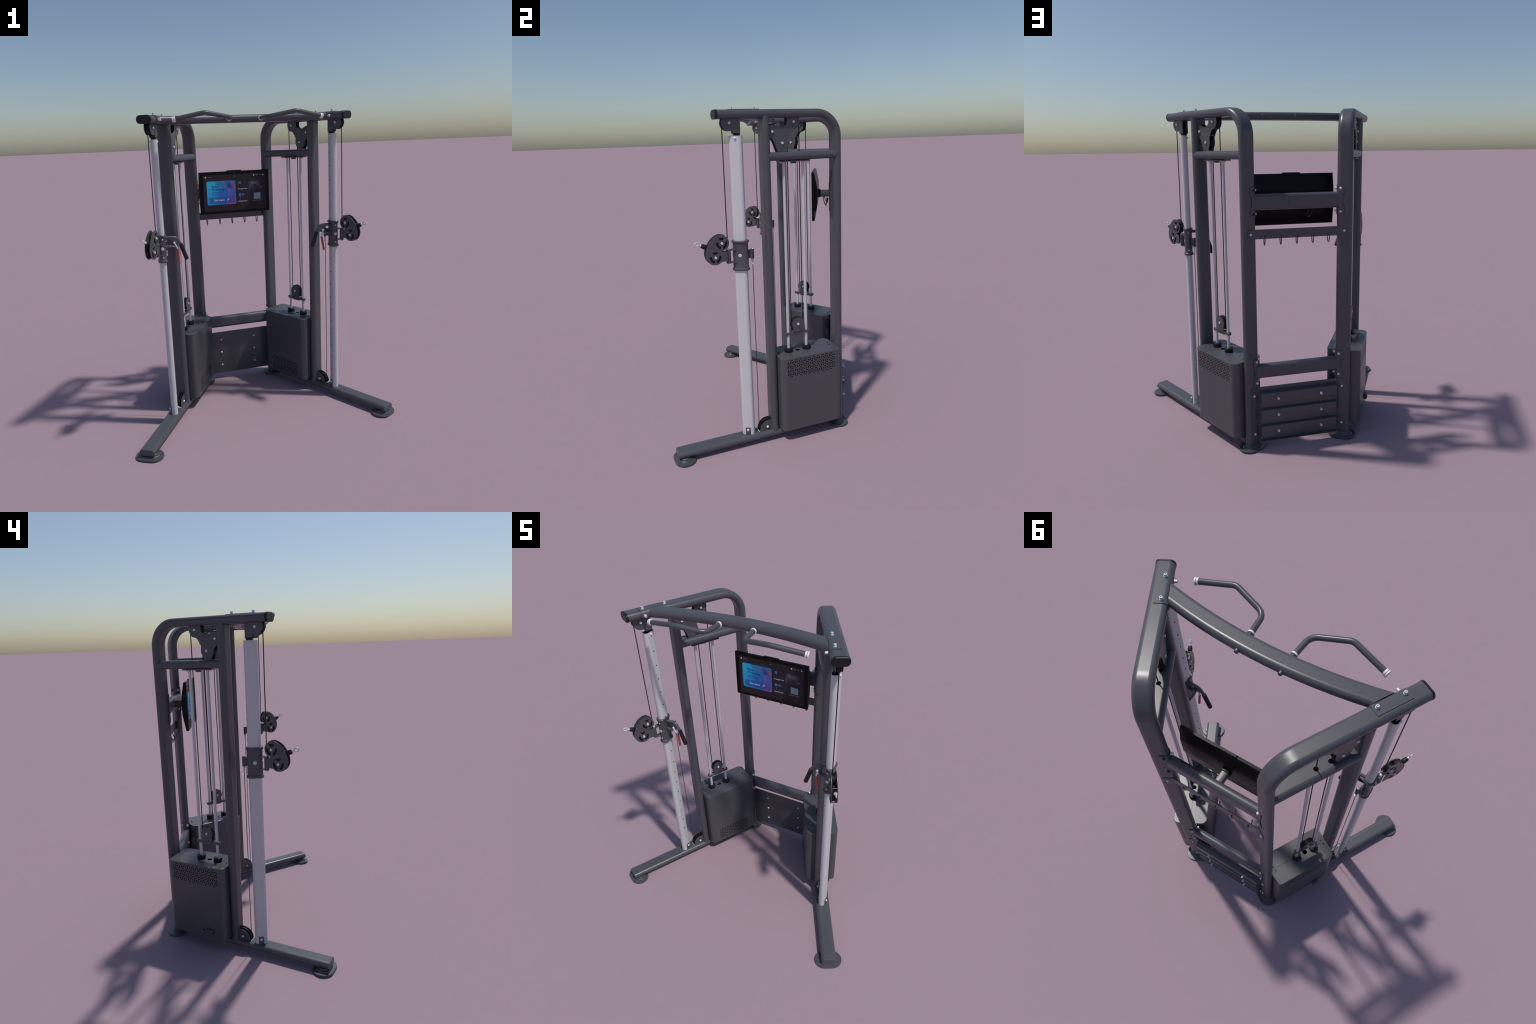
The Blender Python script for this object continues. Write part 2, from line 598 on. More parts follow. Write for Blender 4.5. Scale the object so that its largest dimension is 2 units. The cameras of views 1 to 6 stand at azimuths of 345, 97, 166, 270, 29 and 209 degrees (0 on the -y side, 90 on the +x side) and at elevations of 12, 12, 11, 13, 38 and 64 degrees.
# weight pulley riding on the rods
bm = bmesh.new()
sec = rrect(0.160, 0.026, 0.010, 4)
prism(bm, W(-0.3405, 0, 0.655), W(-0.3405, 0, 0.672), DIR, OUT, sec, 0.0015)
box(bm, W(-0.3405, 0, 0.6525), DIR, OUT, UP, 0.058, 0.024, 0.006, 0.001)
lift = finish(bm, 'lift_bar', PLATE)
wp = [(-0.3745, 0.6735), (-0.3745, 0.684)] + arc(-0.3405, 0.7205, 0.0395, 215, -35, 26) + [(-0.3065, 0.684), (-0.3065, 0.6735)]
for b in (0.0155, -0.0155):
    az_sheet('pulley_cheek', wp, [], 0.0035, b, PLATE, lift)
place(WHEEL42, 'pulley_wheel', aim(W(-0.3405, 0, 0.7205), OUT), lift)
axle(-0.3405, 0.7205, 0.0172, lift)
for a in (-0.362, -0.319):
    place(PIN, 'bolt', aim(W(a, 0, 0.6495), -UP), lift)

# pulley at the floor in front of the front upright
fp = [(-0.176, 0.066), (-0.0655, 0.066)] + arc(-0.123, 0.0760, 0.0575, -8, 92, 16) + [(-0.176, 0.1335)]
floor_pulley = az_sheet('floor_pulley_cheek', fp, [], 0.0035, 0.0205, PLATE)
az_sheet('floor_pulley_cheek', fp, [], 0.0035, -0.0205, PLATE, floor_pulley)
place(WHEEL60, 'pulley_wheel', aim(W(-0.123, 0, 0.0795), OUT), floor_pulley)
axle(-0.1155, 0.0905, 0.0222, floor_pulley, DOME)
bm = bmesh.new()
box(bm, W(-0.0605, 0, 0.0695), DIR, OUT, UP, 0.003, 0.046, 0.008, 0.0008)
finish(bm, 'cable_guard', BOLT, floor_pulley)

# ------------------------------------------------------------------ cables
for name, pts, r, mat in (
    ('cable', [W(0.0755, 0, 1.914), W(0.0755, 0, 1.268)], 0.0029, CABLE),
    ('cable', [W(-0.379, 0, 1.914), W(-0.379, 0, 0.7205)], 0.0029, CABLE),
    ('cable', [W(-0.3045, 0, 1.80), W(-0.3020, 0, 0.7205)], 0.0029, CABLE),
    ('thin_cable', [W(-0.0692, 0.0022, 1.13), W(-0.0680, 0.0, 0.08)], 0.0021, WIRE),
):
    bm = bmesh.new()
    pipe(bm, pts, r, 10)
    finish(bm, name, mat)

# ------------------------------------------------------------------ silver column (flat side faces the middle)
X, Y = Vector((1, 0, 0)), Vector((0, 1, 0))
CX, CY = 0.578, -0.0883


def C(x, y, z):
    return Vector((CX + x, CY + y, z))


col = straight_tube('column', C(0, 0, 0.0645), C(0, 0, 1.846), X, Y, rrect(0.0405, 0.0755, 0.0195, 8), 0.0, SILVER)
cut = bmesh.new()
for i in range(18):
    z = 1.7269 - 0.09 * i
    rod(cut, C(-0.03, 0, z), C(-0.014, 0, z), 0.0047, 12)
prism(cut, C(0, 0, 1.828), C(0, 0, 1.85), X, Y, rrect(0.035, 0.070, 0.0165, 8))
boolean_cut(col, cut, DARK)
for s in (1, -1):
    place(DOME, 'bolt', aim(C(s * 0.0195, 0, 1.8325), X * s), col)
    bm = bmesh.new()
    box(bm, C(s * 0.0225, 0, 0.090), Y, UP, X, 0.030, 0.050, 0.0045, 0.002)
    finish(bm, 'anchor_tab', PLATE, col)
    place(DOME, 'bolt', aim(C(s * 0.0245, 0, 0.0985), X * s), col)

# ------------------------------------------------------------------ sliding carriage on the column
bm = bmesh.new()
BODY = rrect(0.047, 0.088, 0.0225, 8)


def crect(dx, z):
    return [C(x, y, z) for x, y in rrect(0.047 + dx, 0.088 + dx, 0.0225 + dx / 2, 8)]


loft(bm, [crect(0.006, 1.0985), crect(0.0105, 1.101), crect(0.0115, 1.106), crect(0.0095, 1.1115), crect(0.001, 1.1145), crect(0, 1.1165),
          crect(0, 1.255), crect(0.001, 1.257), crect(0.0095, 1.260), crect(0.0115, 1.2655), crect(0.0105, 1.2705), crect(0.006, 1.273)])
carriage = finish(bm, 'carriage_collar', PLATE)
place(DISC, 'stop_disc', aim(C(0.0235, 0, 1.1863), X), carriage)
place(DISC, 'stop_disc', aim(C(0, -0.0440, 1.186), -Y), carriage)
for z in (1.2443, 1.1313):
    place(PIN, 'small_screw', aim(C(-0.002, -0.0440, z), -Y), carriage)
    place(PIN, 'small_screw', aim(C(0.001, 0.0440, z), Y), carriage)

# hinge tabs and barrel
HP = W(0.0733, -0.001, 0)
bm = bmesh.new()
for z in (1.2215, 1.1495):
    p0, p1 = C(0.012, -0.030, z), HP + UP * z
    d = (p1 - p0).normalized()
    n = d.cross(UP)
    q = [p0 + n * 0.018, p1 + n * 0.012]
    ring = [p0 + n * 0.017] + [p1 + d * (0.013 * math.sin(t)) + n * (0.013 * math.cos(t)) for t in [math.pi * k / 10 for k in range(11)]] + [p0 - n * 0.017]
    loft(bm, [[v - UP * 0.003 for v in ring], [v + UP * 0.003 for v in ring]])
tabs = finish(bm, 'hinge_tab', PLATE, carriage)
bm = bmesh.new()
rod(bm, HP + UP * 1.1530, HP + UP * 1.2180, 0.0135, 20, ch=0.001)
finish(bm, 'hinge_barrel', PLATE, carriage)
bm = bmesh.new()
revolve(bm, HP + UP * 1.1395, UP, [(0, 0.0065), (0.001, 0.0078), (0.007, 0.0082), (0.0071, 0.006), (0.084, 0.006), (0.085, 0.0095), (0.088, 0.0088), (0.0905, 0.005), (0.091, 0.0)], 18)
finish(bm, 'hinge_pin', BOLT, carriage)

# twin pulley head
UA, UZ, LA, LZ = 0.1136, 1.2667, 0.1530, 1.1890
head = open_smooth([(0.0980, 1.3140), (0.1234, 1.3160), (0.1459, 1.3090), (0.1683, 1.2935), (0.1867, 1.2720), (0.2010, 1.2470), (0.2085, 1.2223), (0.2095, 1.2020), (0.2040, 1.1817),
                    (0.1928, 1.1640), (0.1760, 1.1515), (0.1560, 1.1476), (0.1367, 1.1500), (0.1234, 1.1580), (0.1132, 1.1620), (0.0960, 1.1622)])
head += [(0.0830, 1.1615), (0.0830, 1.2165), (0.1050, 1.2190), (0.1091, 1.2230)]
head += open_smooth([(0.1075, 1.2262), (0.0887, 1.2320), (0.0775, 1.2430), (0.0720, 1.2578), (0.0715, 1.2750), (0.0800, 1.2945), (0.0935, 1.3050)])


def arc_slots(ca, cz):
    out = []
    for k in range(3):
        mid = 90 + 120 * k
        if k == 0:     # the upper window is a shallow lens
            out.append(arc(ca, cz, 0.0325, mid + 31, mid - 31, 8) + arc(ca, cz, 0.0180, mid - 20, mid + 20, 5))
        else:
            out.append(arc(ca, cz, 0.0328, mid + 48, mid - 48, 12) + arc(ca, cz, 0.0195, mid - 42, mid + 42, 8))
    return out


holes = arc_slots(UA, UZ) + arc_slots(LA, LZ)
ph = az_sheet('pulley_head_plate', head, holes, 0.0042, 0.0155, PLATE, carriage)
az_sheet('pulley_head_plate', head, holes, 0.0042, -0.0155, PLATE, carriage)
for a, z in ((UA, UZ), (LA, LZ)):
    place(WHEEL37, 'pulley_wheel', aim(W(a, 0, z), OUT), carriage)
    axle(a, z, 0.0178, carriage)
bm = bmesh.new()
for a, z in ((0.0745, 1.272), (0.181, 1.160), (0.187, 1.262)):
    rod(bm, W(a, -0.014, z), W(a, 0.014, z), 0.0022, 10)
finish(bm, 'cable_guard', PLATE, carriage)

# rubber stop ball, ferrule and pull ring
d = (W(0.2495, 0, 1.2713) - W(0.2100, 0, 1.2530)).normalized()
p = W(0.1900, -0.0005, 1.2447)
bm = bmesh.new()
revolve(bm, p, d, [(0, 0.005), (0.006, 0.0110), (0.016, 0.0138), (0.026, 0.0140), (0.036, 0.0125), (0.0435, 0.0100), (0.044, 0.004)], 24)
finish(bm, 'stop_ball', RUBBER, carriage)
bm = bmesh.new()
revolve(bm, p + d * 0.0430, d, [(0, 0.0092), (0.003, 0.0095), (0.0035, 0.0050), (0.012, 0.0040), (0.0125, 0.001)], 18)
ring_c = W(0.2530, -0.0005, 1.2720)
loop = [ring_c + DIR * (0.0125 * math.cos(t)) + UP * (0.0095 * math.sin(t)) for t in [2 * math.pi * k / 28 for k in range(28)]]
rings = []
for i, q in enumerate(loop):
    rad = (q - ring_c).normalized()
    rings.append([q + rad * (0.0032 * math.cos(2 * math.pi * k / 10)) + OUT * (0.0032 * math.sin(2 * math.pi * k / 10)) for k in range(10)])
vs = loft(bm, rings, False, False)
for k in range(10):
    bm.faces.new((vs[-1][k], vs[-1][(k + 1) % 10], vs[0][(k + 1) % 10], vs[0][k]))
finish(bm, 'pull_ring', ROD, carriage)

# handle towards the middle, latch, cable clamp
hy = -0.0865
bm = bmesh.new()
hp = fillet([Vector((0.562, hy, 1.2475)), Vector((0.487, hy, 1.2475)), Vector((0.4595, hy, 1.2015)), Vector((0.441, hy, 1.146))], [0.034, 0.03], 8)
pipe(bm, hp, 0.0095, 16)
finish(bm, 'handle', PLATE, carriage)
bm = bmesh.new()
gd = Vector((0.4256 - 0.4590, 0.001, 1.0985 - 1.2005))
revolve(bm, Vector((0.4600, hy, 1.2030)), gd, [(0, 0.0105), (0.001, 0.0128), (gd.length - 0.001, 0.0132), (gd.length, 0.0118)], 20)
finish(bm, 'handle_grip', RUBBER, carriage)
me = sheet(open_smooth([(0.524, 1.243), (0.495, 1.244), (0.474, 1.226), (0.470, 1.2080), (0.480, 1.2020), (0.500, 1.1985), (0.513, 1.2040), (0.516, 1.2200), (0.524, 1.2350)]), [], 0.0050)
me.transform(Matrix.Translation((0, -0.0915, 0)) @ Matrix.Rotation(math.pi / 2, 4, 'X'))
finish_mesh(me, 'handle_gusset', PLATE, carriage)
bm = bmesh.new()
rod(bm, Vector((0.560, -0.0900, 1.190)), Vector((0.5135, -0.0900, 1.190)), 0.0115, 18, ch=0.001)
box(bm, Vector((0.517, -0.080, 1.212)), X, Y, UP, 0.013, 0.014, 0.034, 0.002)
finish(bm, 'latch_barrel', PLATE, carriage)
bm = bmesh.new()
rod(bm, Vector((0.5145, -0.0900, 1.190)), Vector((0.4975, -0.0900, 1.1915)), 0.0038, 10)
finish(bm, 'latch_pin', BOLT, carriage)
place(DOME, 'pivot_bolt', aim(Vector((0.5005, -0.0945, 1.2126)), -Y), carriage)
bm = bmesh.new()
cc = Vector((0.5455, -0.0265, 0))
rod(bm, cc + UP * 1.1580, cc + UP * 1.2150, 0.0101, 18, ch=0.0008)
box(bm, (cc + C(-0.008, 0.036, 0)) / 2 + UP * 1.188, Y, X, UP, 0.032, 0.012, 0.048, 0.0)
finish(bm, 'cable_clamp', PLATE, carriage)
bm = bmesh.new()
revolve(bm, cc + UP * 1.2150, UP, [(0, 0.0085), (0.002, 0.0080), (0.0035, 0.005), (0.004, 0)], 18)
revolve(bm, cc + UP * 1.1225, UP, [(0, 0.0035), (0.001, 0.0078), (0.005, 0.0082), (0.0055, 0.0045), (0.021, 0.0050), (0.026, 0.0078), (0.036, 0.0080)], 18)
finish(bm, 'cable_ferrule', BOLT, carriage)

# ------------------------------------------------------------------ connection saddles on the rear upright
def saddle(zc, half, parent_name='bar_saddle'):
    """curved plate hugging the inner rounded edge of the rear upright, waisted at mid height"""
    off = 0.0015
    r = TT / 2 + off
    flat = TW / 2 - TT / 2
    nz, ns = 36, 22
    grid = []
    for iz in range(nz + 1):
        t = iz / nz
        z = zc - half + 2 * half * t
        k = abs(2 * t - 1)
        s = min(1, max(0, (k - 0.30) / 0.24))
        s = s * s * (3 - 2 * s)
        rear = 0.0120 + 0.0100 * s           # how far the flange goes along the rear flat of the tube
        fore = 0.001 + 0.005 * s
        if k > 0.93:
            rear -= 0.006 * ((k - 0.93) / 0.07) ** 2
        row = []
        for i in range(ns + 1):
            q = i / ns
            tot = rear + fore + math.pi * r
            d = q * tot
            if d < fore:
                x, y = -flat + fore - d, r
            elif d < fore + math.pi * r:
                ph = (d - fore) / r
                x, y = -flat - r * math.sin(ph), r * math.cos(ph)
            else:
                x, y = -flat + (d - fore - math.pi * r), -r
            row.append(W(A_REAR + y, x, z))
        grid.append(row)
    bm = bmesh.new()
    vs = [[bm.verts.new(p) for p in row] for row in grid]
    for i in range(nz):
        for j in range(ns):
            bm.faces.new((vs[i][j], vs[i][j + 1], vs[i + 1][j + 1], vs[i + 1][j]))
    bmesh.ops.recalc_face_normals(bm, faces=bm.faces[:])
    # outward orientation, then give it thickness
    f = bm.faces[len(bm.faces) // 2] if False else None
    bm.faces.ensure_lookup_table()
    mid = bm.faces[(nz // 2) * ns + ns // 2]
    if mid.normal.dot(-OUT) < 0:
        bmesh.ops.reverse_faces(bm, faces=bm.faces[:])
    geo = bmesh.ops.solidify(bm, geom=bm.faces[:], thickness=-0.0025)
    ob = finish(bm, parent_name, PLATE)
    for dz in (0.0655, -0.0655):
        place(DOME, 'bolt', aim(W(A_REAR - (r + 0.0025), -0.0215, zc + dz), -DIR), ob)
        place(SOCKET, 'bolt', aim(W(A_REAR, -TW / 2 - 0.0035, zc + dz), -OUT), ob)
    return ob


upper_saddle = saddle(1.4705, 0.084)
saddle(0.4785, 0.084)

# ------------------------------------------------------------------ pull-up bar end plates on the top tube
bm = bmesh.new()
r = TT / 2 + 0.0004
th = 0.0030
flat = TW / 2 - 0.0225


def wrap(off):
    pts = [(0.016, TT / 2 + off)]
    R2 = 0.0225 + off
    for k in range(9):
        t = math.radians(90 + 90 * k / 8)
        pts.append((-flat + R2 * math.cos(t), 0.002 + R2 * math.sin(t)))
    for k in range(9):
        t = math.radians(180 + 90 * k / 8)
        pts.append((-flat + R2 * math.cos(t), -0.002 + R2 * math.sin(t)))
    pts.append((-0.010, -TT / 2 - off))
    return pts


inner, outer = wrap(0.0003), wrap(th)
sec = outer + inner[::-1]
loft(bm, [[W(a, x, ZT + y) for x, y in sec] for a in (0.034, -0.138)])
endplate = finish(bm, 'bar_end_plate', FRAME)
for a in (0.0135, -0.118):
    place(SOCKET, 'bolt', aim(W(a, -0.0175, 1.9878), UP), endplate)
place(SOCKET, 'bolt', aim(W(0.0155, -0.0515, 1.9575), -OUT), endplate)

# ------------------------------------------------------------------ handlebars on the pull-up bar
HB = [Vector((0.1037, -0.040, 1.9583)), Vector((0.1035, -0.0560, 1.9583)), Vector((0.1140, -0.1770, 1.9583)), Vector((0.2835, -0.2260, 1.9880)), Vector((0.4600, -0.1805, 1.9550))]
bm = bmesh.new()
hpts = fillet(HB[1:], [0.055, 0.055], 9)
pipe(bm, hpts, 0.0138, 16)
hbar = finish(bm, 'pull_up_handle', FRAME)
bm = bmesh.new()
d0 = (HB[2] - HB[1]).normalized()
rod(bm, HB[1] - d0 * 0.012, HB[1] + d0 * 0.002, 0.0115, 16)
finish(bm, 'handle_stub', FRAME, hbar)
bm = bmesh.new()
revolve(bm, HB[1] - d0 * 0.001, d0, [(0, 0.0135), (0.001, 0.0165), (0.009, 0.0168), (0.010, 0.0140)], 24)
finish(bm, 'white_ring', WHITE, hbar)
d1 = (HB[4] - HB[3]).normalized()
bm = bmesh.new()
revolve(bm, HB[4] - d1 * 0.010, d1, [(0, 0.0138), (0.0008, 0.0162), (0.0095, 0.0165), (0.0097, 0.0150)], 24)
revolve(bm, HB[4] + d1 * 0.0022, d1, [(0, 0.0150), (0.0002, 0.0172), (0.006, 0.0180), (0.008, 0.0160), (0.0085, 0.012), (0.0085, 0.0)], 24)
finish(bm, 'white_end_cap', WHITE, hbar)
bm = bmesh.new()
rod(bm, HB[4] - d1 * 0.0006, HB[4] + d1 * 0.0026, 0.0158, 24)
finish(bm, 'red_ring', REDRING, hbar)
# rear end of the handle bolt
bm = bmesh.new()
revolve(bm, Vector((0.1037, 0.040, 1.9583)), Y, [(0, 0.0105), (0.012, 0.0105), (0.0165, 0.0085), (0.0175, 0.0)], 18)
finish(bm, 'handle_nut', FRAME, hbar)

# ------------------------------------------------------------------ mirror everything so far to the left side
def mirror_side():
    S = Matrix.Diagonal((-1, 1, 1, 1))
    bpy.context.view_layer.update()
    table = {}
    meshes = {}
    for ob, kind in list(SIDE):
        mw = parent_world(ob)
        new = ob.copy()
        if kind == 'mesh':
            me = ob.data.copy()
            me.transform(S)
            me.flip_normals()
            new.data = me
            world = S @ mw @ S
        else:
            world = S @ mw @ S
        bpy.context.scene.collection.objects.link(new)
        table[ob] = new
        par = table.get(ob.parent, root) if ob.parent is not root else root
        new.parent = par
        new.matrix_local = parent_world(par).inverted() @ world
    return table


left = mirror_side()
BLACKBOLT = hardware('black_bolt', [(-0.002, 0.0078), (0.002, 0.0078), (0.0055, 0.0066), (0.0075, 0.004), (0.008, 0.0)], CAP)
for ob in list(upper_saddle.children):
    if ob.data is DOME:
        ob.data = BLACKBOLT

# levers are the same hand on both carriages
def lever(par, pivot, top, bottom):
    bm = bmesh.new()
    pipe(bm, [pivot, (pivot + top) / 2 + Vector((0, -0.002, 0)), top], 0.0052, 12)
    finish(bm, 'lever_arm', BOLT, par, False)
    bm = bmesh.new()
    d = bottom - top
    revolve(bm, top, d, [(0, 0.0060), (0.001, 0.0072), (d.length - 0.002, 0.0074), (d.length, 0.0045)], 16)
    finish(bm, 'red_lever', RED, par, False)


lever(carriage, Vector((0.5005, -0.0975, 1.2120)), Vector((0.4932, -0.0875, 1.1690)), Vector((0.5096, -0.0885, 1.0740)))
lever(left[carriage], Vector((-0.5005, -0.0975, 1.2120)), Vector((-0.4800, -0.0875, 1.1720)), Vector((-0.4752, -0.0860, 1.0755)))

# power inlet on the left housing
def WL(a, b, z):
    v = W(a, b, z)
    return Vector((-v.x, v.y, v.z))


OL = Vector((-OUT.x, OUT.y, 0))
DL = Vector((-DIR.x, DIR.y, 0))
bm = bmesh.new()
box(bm, WL(-0.2955, BB + 0.009, 0.122), DL, UP, OL, 0.044, 0.036, 0.018, 0.003)
box(bm, WL(-0.2955, BB + 0.019, 0.119), DL, UP, OL, 0.030, 0.024, 0.004, 0.001)
finish(bm, 'power_inlet', CAP_FOOT, left[house], False)
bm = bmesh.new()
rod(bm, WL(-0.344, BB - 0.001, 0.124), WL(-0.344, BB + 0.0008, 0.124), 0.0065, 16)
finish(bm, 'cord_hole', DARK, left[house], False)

# ------------------------------------------------------------------ middle parts
# bowed pull-up bar
bm = bmesh.new()
rings = []
N = 40
x_end = 0.56
for i in range(N + 1):
    x = -x_end + 2 * x_end * i / N
    y = 0.001 - 0.205 * x * x
    t = Vector((1, -0.41 * x, 0)).normalized()
    side_v = Vector((-t.y, t.x, 0))
    rings.append(section(Vector((x, y, 1.9583)), side_v, UP, rrect(0.0910, 0.048, 0.0220, 6)))
# ends are cut along the side planes
for i, ring in enumerate(rings):
    x = -x_end + 2 * x_end * i / N
    sgn = 1 if x > 0 else -1
    n = Vector((OUT.x * sgn, OUT.y, 0))
    target = Vector((ORG.x * sgn, ORG.y, 0)) - n * 0.044
    t = Vector((1, -0.41 * x, 0)).normalized()
    for k, v in enumerate(ring):
        over = (v - target).dot(n)
        if over > -0.0002 * abs(i - N / 2):
            ring[k] = v - t * ((over + 0.0002 * (N / 2 - abs(i - N / 2))) / t.dot(n))
loft(bm, rings)
finish(bm, 'pull_up_bar', FRAME, None, False, flats=True)

# rear cross bars
RY = 0.4350
for zc, hh in ((1.4710, 0.0910), (0.4765, 0.0870)):
    straight_tube('rear_cross_bar', Vector((-0.252, RY, zc)), Vector((0.252, RY, zc)), Y, UP, rrect(TT, hh, 0.0220, 6), 0, FRAME, None, False)
# emblem plate without any mark
me = sheet(rrect(0.107, 0.046, 0.008, 5), [], 0.0020)
me.transform(Matrix.Translation((-0.001, RY + TT / 2 + 0.0006, 1.471)) @ Matrix.Rotation(-math.pi / 2, 4, 'X'))
finish_mesh(me, 'emblem_plate', FRAME, None, False)


# folded strip following: upright rear face - straight run - upright rear face
def rear_face(b, sgn, off=0.0):
    v = W(A_REAR - TT / 2 - off, b, 0)
    return Vector((v.x * sgn, v.y, 0))


def folded_strip(z0, z1, b_out, y_run, x_run, th, name, corner=0.006):
    path = [rear_face(b_out, -1), rear_face(-0.030, -1), Vector((-x_run, y_run, 0)), Vector((x_run, y_run, 0)), rear_face(-0.030, 1), rear_face(b_out, 1)]
    n = []
    for i, p in enumerate(path):
        a = path[max(i - 1, 0)]
        b = path[min(i + 1, len(path) - 1)]
        t = (b - a).normalized()
        n.append(Vector((-t.y, t.x, 0)))
    bm = bmesh.new()
    rings = []
    for i, (p, q) in enumerate(zip(path, n)):
        inset = corner if i in (0, len(path) - 1) else 0
        zz0, zz1 = z0, z1
        back = p + q * th
        rings.append([p + UP * (zz0 + inset), back + UP * (zz0 + inset), back + UP * (zz1 - inset), p + UP * (zz1 - inset)])
        if i == 0:
            p2 = p + (path[1] - p).normalized() * corner
            rings.append([p2 + UP * z0, p2 + q * th + UP * z0, p2 + q * th + UP * z1, p2 + UP * z1])
        if i == len(path) - 1:
            p2 = p + (path[-2] - p).normalized() * corner
            rings.insert(-1, [p2 + UP * z0, p2 + q * th + UP * z0, p2 + q * th + UP * z1, p2 + UP * z1])
    loft(bm, rings)
    return finish(bm, name, PLATE, None, False, smooth=20)


rail = folded_strip(1.2665, 1.3205, 0.019, 0.4550, 0.238, 0.003, 'hook_rail')
for s in (1, -1):
    n = Vector((-DIR.x * s, -DIR.y, 0))
    place(DOME, 'bolt', aim(rear_face(0.002, s, 0.003) + UP * 1.2955, n), rail, False)
bm = bmesh.new()
hk = fillet([Vector((0, 0.0600, 0.056)), Vector((0, 0.0590, 0.020)), Vector((0, 0.0450, -0.006)), Vector((0, 0.0280, 0.002)), Vector((0, 0.0205, 0.038))], [0.02, 0.013, 0.014], 5)
pipe(bm, hk, 0.0030, 10)
bmesh.ops.recalc_face_normals(bm, faces=bm.faces[:])
hookmesh = bpy.data.meshes.new('hook')
bm.to_mesh(hookmesh)
bm.free()
hookmesh.materials.append(PLATE)
hookmesh.polygons.foreach_set('use_smooth', [True] * len(hookmesh.polygons))
for i in range(5):
    place(hookmesh, 'hook', Matrix.Translation((0.001 + (i - 2) * 0.0945, 0.400, 1.231)), rail, False)

# ridged lower panel: flat front sheet, three pressed ridges behind
panel = folded_strip(0.0460, 0.3835, 0.0230, 0.4545, 0.238, 0.003, 'lower_panel', 0.010)
RID = 0.4890


def ridge(z_top, z_t2, z_b2, z_bot, y_top, y_bot):
    """pressed ridge: slanted top, flat face, slanted underside, slanted ends"""
    xo, xi = 0.2415, 0.2335
    bm = bmesh.new()
    front = [(z_top, y_top), (z_bot, y_bot)]
    back = [(z_t2, RID), (z_b2, RID)]
    vs = {}
    for s in (-1, 1):
        for nme, (z, y), x in (('ft', front[0], xo), ('fb', front[1], xo), ('bt', back[0], xi), ('bb', back[1], xi)):
            vs[(nme, s)] = bm.verts.new((s * x, y, z))
    f = bm.faces.new
    f([vs[k] for k in (('ft', -1), ('bt', -1), ('bt', 1), ('ft', 1))])
    f([vs[k] for k in (('bt', -1), ('bb', -1), ('bb', 1), ('bt', 1))])
    f([vs[k] for k in (('bb', -1), ('fb', -1), ('fb', 1), ('bb', 1))])
    f([vs[k] for k in (('ft', -1), ('ft', 1), ('fb', 1), ('fb', -1))])
    for s in (-1, 1):
        f([vs[(k, s)] for k in ('ft', 'fb', 'bb', 'bt')])
    bmesh.ops.recalc_face_normals(bm, faces=bm.faces[:])
    bmesh.ops.bevel(bm, geom=bm.edges[:], offset=0.0022, segments=2, profile=0.5, affect='EDGES')
    return finish(bm, 'panel_ridge', PLATE, panel, False, smooth=50)


for z_t, z_b in ((0.3515, 0.2850), (0.2470, 0.1785), (0.1435, 0.0780)):
    ridge(z_t + 0.0065, z_t, z_b, z_b - 0.0065, 0.4565, 0.4565)
ridge(0.0525, 0.0490, 0.0455, 0.0455, 0.4565, 0.4565)
bm = bmesh.new()
box(bm, Vector((0, 0.4625, 0.2010)), X, Y, UP, 0.4800, 0.0130, 0.308, 0.001)
finish(bm, 'panel_backing', PLATE, panel, False)
for z in (0.3190, 0.2155, 0.1115):
    for s in (1, -1):
        place(PEG, 'panel_stud', aim(Vector((s * 0.1318, RID, z)), Y), panel, False)
        place(DOME, 'bolt', aim(Vector((s * 0.1318, 0.4550, z + 0.001)), -Y), panel, False)
for z in (0.3373, 0.0937):
    for s in (1, -1):
        n = Vector((-DIR.x * s, -DIR.y, 0))
        place(DOME, 'bolt', aim(rear_face(0.0, s, 0.003) + UP * z, n), panel, False)

# ------------------------------------------------------------------ screen
SX, SZ0, SZ1, SYF = 0.2525, 1.3235, 1.6185, 0.3062
bm = bmesh.new()
prof = [(SYF, SZ0), (SYF, SZ1), (SYF + 0.0155, SZ1), (SYF + 0.0335, 1.5300), (SYF + 0.0335, 1.4250), (SYF + 0.0155, SZ0)]
loft(bm, [[Vector((x, y, z)) for y, z in prof] for x in (-SX, SX)])
bmesh.ops.recalc_face_normals(bm, faces=bm.faces[:])
bmesh.ops.bevel(bm, geom=bm.edges[:], offset=0.0006, segments=1, profile=0.5, affect='EDGES')
screen = finish(bm, 'screen', BEZEL, None, False, smooth=12)
bm = bmesh.new()
loft(bm, [[Vector((x, y, SZ1 - 0.001)) for x, y in ((-0.0550, SYF + 0.003), (0.0550, SYF + 0.003), (0.0550, SYF + 0.0150), (-0.0550, SYF + 0.0150))],
          [Vector((x, y, SZ1 + 0.0062)) for x, y in ((-0.0500, SYF + 0.003), (0.0500, SYF + 0.003), (0.0500, SYF + 0.0150), (-0.0500, SYF + 0.0150))]])
finish(bm, 'camera_hump', BEZEL, screen, False)
bm = bmesh.new()
rod(bm, Vector((0.0007, SYF + 0.001, 1.6095)), Vector((0.0007, SYF - 0.0004, 1.6095)), 0.0042, 16)
finish(bm, 'camera_lens', principled('lens_grey', (0.03, 0.03, 0.035), 0.3), screen, False)
bm = bmesh.new()
box(bm, Vector((SX, SYF + 0.018, 1.367)), Y, UP, X, 0.010, 0.032, 0.0012, 0.0)
finish(bm, 'side_port', PLATE, screen, False)

